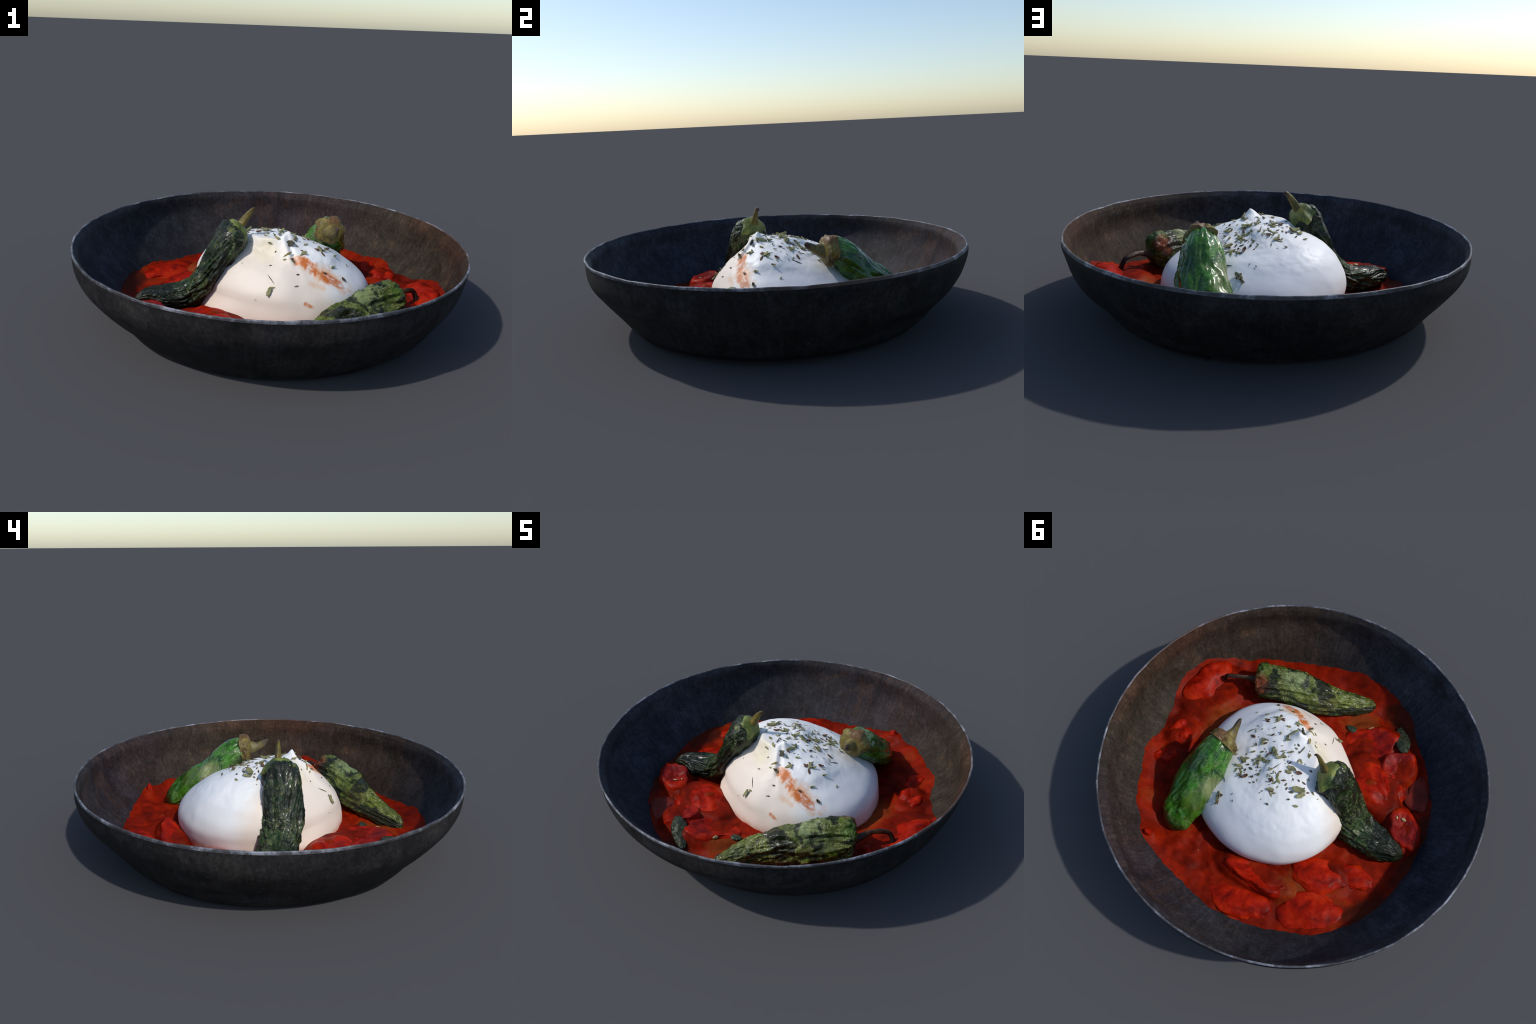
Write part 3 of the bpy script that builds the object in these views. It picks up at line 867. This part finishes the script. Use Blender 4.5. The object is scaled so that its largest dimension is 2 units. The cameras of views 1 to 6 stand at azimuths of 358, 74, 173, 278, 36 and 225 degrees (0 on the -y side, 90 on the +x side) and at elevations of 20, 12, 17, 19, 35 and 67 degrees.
def wrinkle(seed, lobes, lobe_amp, dent, crease, crinkle):
    """Collapsed pepper skin: lobes with sharp grooves, dents, long creases, fine crinkles."""
    def f(a, t, c):
        wander = seed + 1.6 * t + 0.7 * fbm((t * 2.0, seed, 0), 1.5, 2, seed)
        r = 1 + lobe_amp * (abs(math.cos(lobes * a / 2 + wander)) * 1.6 - 1.0)
        u = (math.cos(a), math.sin(a), t)
        r += dent * fbm((u[0], u[1], t * 3.2), 1.1, 2, seed)
        long = 1 - 2.2 * abs(fbm((u[0] * 1.2, u[1] * 1.2, t * 3.4 + 0.6 * math.sin(2 * a + seed)), 1.5, 3, seed + 3))
        r += crease * (max(long, -0.3) - 0.35)
        fine = 1 - 2 * abs(fbm((u[0] * 1.5, u[1] * 1.5, t * 6.5), 2.6, 3, seed + 5))
        r += crinkle * (max(fine, -0.4) - 0.4)
        return r
    return f


def slumped(shape, a0, amount, t0, width):
    """Let one flank sag outwards and down onto the sauce."""
    def f(a, t, c):
        da = (a - a0 + PI) % TAU - PI
        return shape(a, t, c) + amount * math.exp(-(da / 0.75) ** 2 - ((t - t0) / width) ** 2)
    return f


def build_pepper(label, body_pts, shape, body_mat, stem_pts, stem_mat, calyx_pts, calyx_shape, calyx_mat):
    root = empty("blistered_pepper", label, "pepper")
    new_obj("body", tube("body", body_pts, 112, 170, shape, 0.10, 0.12), root, body_mat)
    if calyx_pts:
        new_obj("calyx", tube("calyx", calyx_pts, 64, 40, calyx_shape, 0.35, 0.0), root, calyx_mat)
    new_obj("stem", tube("stem", stem_pts, 28, 60, lambda a, t, c: 1 + 0.10 * math.cos(3 * a + 4 * t) + 0.10 * fbm(c, 40, 2, 2), 0.0, 0.04), root, stem_mat)
    return root


def build_peppers():
    # dark wilted pepper leaning on the -x side of the cheese
    body = [(-0.150, -0.070, 0.470, 0.070, 0.060), (-0.195, -0.085, 0.425, 0.092, 0.076), (-0.265, -0.095, 0.305, 0.102, 0.074),
            (-0.328, -0.096, 0.190, 0.108, 0.066), (-0.430, -0.098, 0.112, 0.104, 0.062), (-0.540, -0.118, 0.098, 0.086, 0.058),
            (-0.625, -0.140, 0.100, 0.056, 0.052), (-0.690, -0.168, 0.092, 0.032, 0.032)]
    mat = pepper_material("charred_dark_pepper_skin", (0.012, 0.030, 0.006), (0.003, 0.008, 0.002), (0.17, 0.18, 0.075), 0.28, 0.09, 0.8,
                          [((-0.18, -0.03, 0.46), 0.09, (0.10, 0.14, 0.02), 0.5, 0.06)], coat=0.15)
    stem = [(-0.170, -0.070, 0.465, 0.034, 0.034), (-0.150, -0.066, 0.490, 0.020, 0.022), (-0.130, -0.066, 0.522, 0.014, 0.018),
            (-0.108, -0.066, 0.553, 0.010, 0.013), (-0.090, -0.062, 0.571, 0.007, 0.008), (-0.078, -0.058, 0.560, 0.004, 0.004)]
    smat = stem_material("pepper_stem_olive", (0.16, 0.115, 0.014), (0.07, 0.055, 0.010), (0.055, 0.030, 0.012), (-0.082, -0.06, 0.565), 0.03)
    calyx = [(-0.146, -0.066, 0.487, 0.040, 0.040), (-0.165, -0.072, 0.468, 0.066, 0.056), (-0.188, -0.080, 0.440, 0.086, 0.074)]
    cal = lambda a, t, c: 1.02 + 0.10 * math.cos(5 * a + 1) * (0.4 + t) + 0.12 * fbm(c, 16, 3, 4)
    cmat = stem_material("pepper_calyx_green", (0.17, 0.19, 0.035), (0.045, 0.075, 0.015), (0.24, 0.22, 0.05), (-0.15, -0.04, 0.49), 0.06)
    build_pepper("dark wrinkled charred green pepper with curved stem", body, wrinkle(1.0, 3, 0.06, 0.28, 0.14, 0.05), mat, stem, smat, calyx, cal, cmat)

    # glossy green pepper on the +x +y side, stem end towards the front
    body = [(0.342, 0.165, 0.393, 0.062, 0.060), (0.335, 0.215, 0.377, 0.078, 0.070), (0.326, 0.290, 0.324, 0.090, 0.074), (0.320, 0.370, 0.250, 0.104, 0.076),
            (0.308, 0.455, 0.182, 0.106, 0.080), (0.294, 0.530, 0.128, 0.100, 0.074), (0.275, 0.600, 0.085, 0.078, 0.048), (0.258, 0.650, 0.062, 0.046, 0.030)]
    mat = pepper_material("glossy_green_pepper_skin", (0.028, 0.110, 0.005), (0.006, 0.040, 0.003), (0.20, 0.27, 0.10), 0.18, -0.10, 0.6,
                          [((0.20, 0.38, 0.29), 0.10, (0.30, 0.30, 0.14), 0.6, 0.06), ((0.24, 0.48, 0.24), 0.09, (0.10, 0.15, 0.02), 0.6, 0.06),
                           ((0.42, 0.50, 0.14), 0.14, (0.004, 0.016, 0.004), 0.75, 0.08), ((0.27, 0.64, 0.06), 0.13, (0.003, 0.009, 0.003), 0.9, 0.08)], coat=0.45, relief=0.22)  # shadow on the +x flank and low end, baked in as near-black patches
    stem = [(0.341, 0.160, 0.392, 0.056, 0.052), (0.343, 0.134, 0.394, 0.034, 0.036), (0.349, 0.100, 0.404, 0.018, 0.022),
            (0.355, 0.072, 0.420, 0.014, 0.018), (0.360, 0.052, 0.434, 0.009, 0.012), (0.362, 0.040, 0.438, 0.004, 0.005)]
    smat = stem_material("pepper_stem_tan", (0.17, 0.135, 0.035), (0.075, 0.055, 0.018), (0.05, 0.03, 0.02), (0.362, 0.045, 0.437), 0.05)
    calyx = [(0.342, 0.138, 0.397, 0.044, 0.042), (0.341, 0.160, 0.395, 0.072, 0.068), (0.338, 0.196, 0.388, 0.084, 0.078)]
    cal = lambda a, t, c: 1.02 + 0.09 * math.cos(5 * a + 0.6) * t + 0.20 * fbm(c, 9, 4, 7) + 0.10 * fbm((math.cos(a), math.sin(a), t), 5, 3, 8)
    cmat = stem_material("pepper_calyx_brown", (0.19, 0.15, 0.03), (0.085, 0.05, 0.014), (0.13, 0.065, 0.022), (0.36, 0.17, 0.46), 0.07)
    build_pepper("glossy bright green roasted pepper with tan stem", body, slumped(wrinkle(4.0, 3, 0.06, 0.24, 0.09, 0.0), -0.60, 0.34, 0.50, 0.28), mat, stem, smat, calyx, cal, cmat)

    # olive blistered pepper lying on the sauce along the front
    body = [(0.610, -0.275, 0.180, 0.080, 0.074), (0.568, -0.305, 0.186, 0.098, 0.092), (0.455, -0.385, 0.185, 0.096, 0.090), (0.335, -0.452, 0.152, 0.088, 0.080),
            (0.230, -0.530, 0.120, 0.074, 0.068), (0.145, -0.615, 0.098, 0.060, 0.055), (0.080, -0.690, 0.078, 0.040, 0.038), (0.045, -0.722, 0.068, 0.022, 0.022)]
    mat = pepper_material("blistered_olive_pepper_skin", (0.058, 0.078, 0.007), (0.008, 0.024, 0.003), (0.32, 0.33, 0.12), 0.27, 0.06, 0.85,
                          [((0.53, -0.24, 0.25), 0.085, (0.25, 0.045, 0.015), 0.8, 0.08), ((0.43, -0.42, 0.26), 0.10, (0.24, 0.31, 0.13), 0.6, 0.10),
                           ((0.60, -0.33, 0.24), 0.07, (0.05, 0.13, 0.008), 0.7, 0.05), ((0.24, -0.49, 0.15), 0.09, (0.15, 0.14, 0.02), 0.6, 0.06)], coat=0.15)
    stem = [(0.600, -0.290, 0.165, 0.030, 0.030), (0.630, -0.262, 0.180, 0.018, 0.018), (0.665, -0.222, 0.196, 0.012, 0.013),
            (0.705, -0.186, 0.194, 0.013, 0.013), (0.740, -0.164, 0.175, 0.012, 0.012), (0.768, -0.163, 0.110, 0.015, 0.014)]
    smat = stem_material("pepper_stem_charred", (0.075, 0.030, 0.012), (0.022, 0.009, 0.005), (0.012, 0.008, 0.006), (0.75, -0.16, 0.17), 0.06)
    build_pepper("blistered olive green pepper with hooked charred stem", body, slumped(wrinkle(2.3, 3, 0.06, 0.32, 0.17, 0.055), PI + 0.6, 0.30, 0.35, 0.35), mat, stem, smat, None, None, None)


# ------------------------------------------------------------ basil leaves
def build_leaves():
    def leaf(label, pts, width, color1, color2, name):
        n = Nodes(name)
        col = n.ramp(n.noise(24, 5, 0.7), (0.35, color1), (0.62, color2))
        mat = n.finish(col, 0.4, n.noise(40, 4), 0.006, 0.6, spec=0.22, translucent=0.05)
        root = empty("wilted_leaf", label, "leaf")
        n1, n2 = 40, 13
        top, bot = [], []
        for i in range(n1):
            t = i / (n1 - 1)
            c = Vector(spline(pts, t))
            d = (Vector(spline(pts, min(t + .02, 1))) - Vector(spline(pts, max(t - .02, 0)))).normalized()
            lat = d.cross(Vector((0, 0, 1))).normalized()
            up = lat.cross(d)
            w = width * (0.12 + math.sin(PI * min(1, 0.05 + t * 0.93)) ** 0.7)
            for j in range(n2):
                g = 2 * j / (n2 - 1) - 1
                p = c + lat * g * w + up * (-0.35 * w * g * g + 0.16 * width * fbm((t * 6, g * 2, 0), 1.3, 3, width * 50))
                top.append(p + up * 0.004)
                bot.append(p - up * 0.004)
        N = n1 * n2
        faces = []
        for i in range(n1 - 1):
            for j in range(n2 - 1):
                a = i * n2 + j
                faces += [(a, a + 1, a + n2 + 1, a + n2), (N + a, N + a + n2, N + a + n2 + 1, N + a + 1)]
        loop = list(range(n2)) + [i * n2 + n2 - 1 for i in range(1, n1)] + [(n1 - 1) * n2 + j for j in range(n2 - 2, -1, -1)] + [i * n2 for i in range(n1 - 2, 0, -1)]
        for p, q in zip(loop, loop[1:] + loop[:1]):
            faces.append((q, p, N + p, N + q))
        new_obj("blade", mesh_from("blade", top + bot, faces), root, mat)
    leaf("dark charred basil leaf curled over a tomato", [(-0.285, -0.600, 0.142), (-0.240, -0.640, 0.136), (-0.195, -0.680, 0.112), (-0.150, -0.730, 0.074)], 0.040,
         (0.004, 0.008, 0.004), (0.050, 0.060, 0.034), "charred_leaf")
    leaf("small dark basil leaf sunk in sauce", [(0.065, -0.505, 0.078), (0.03, -0.512, 0.082), (-0.015, -0.520, 0.076)], 0.018,
         (0.010, 0.022, 0.012), (0.05, 0.065, 0.04), "sunken_leaf")


bowl = build_bowl()
sauce = build_sauce()
burrata = build_burrata()
build_peppers()
build_leaves()
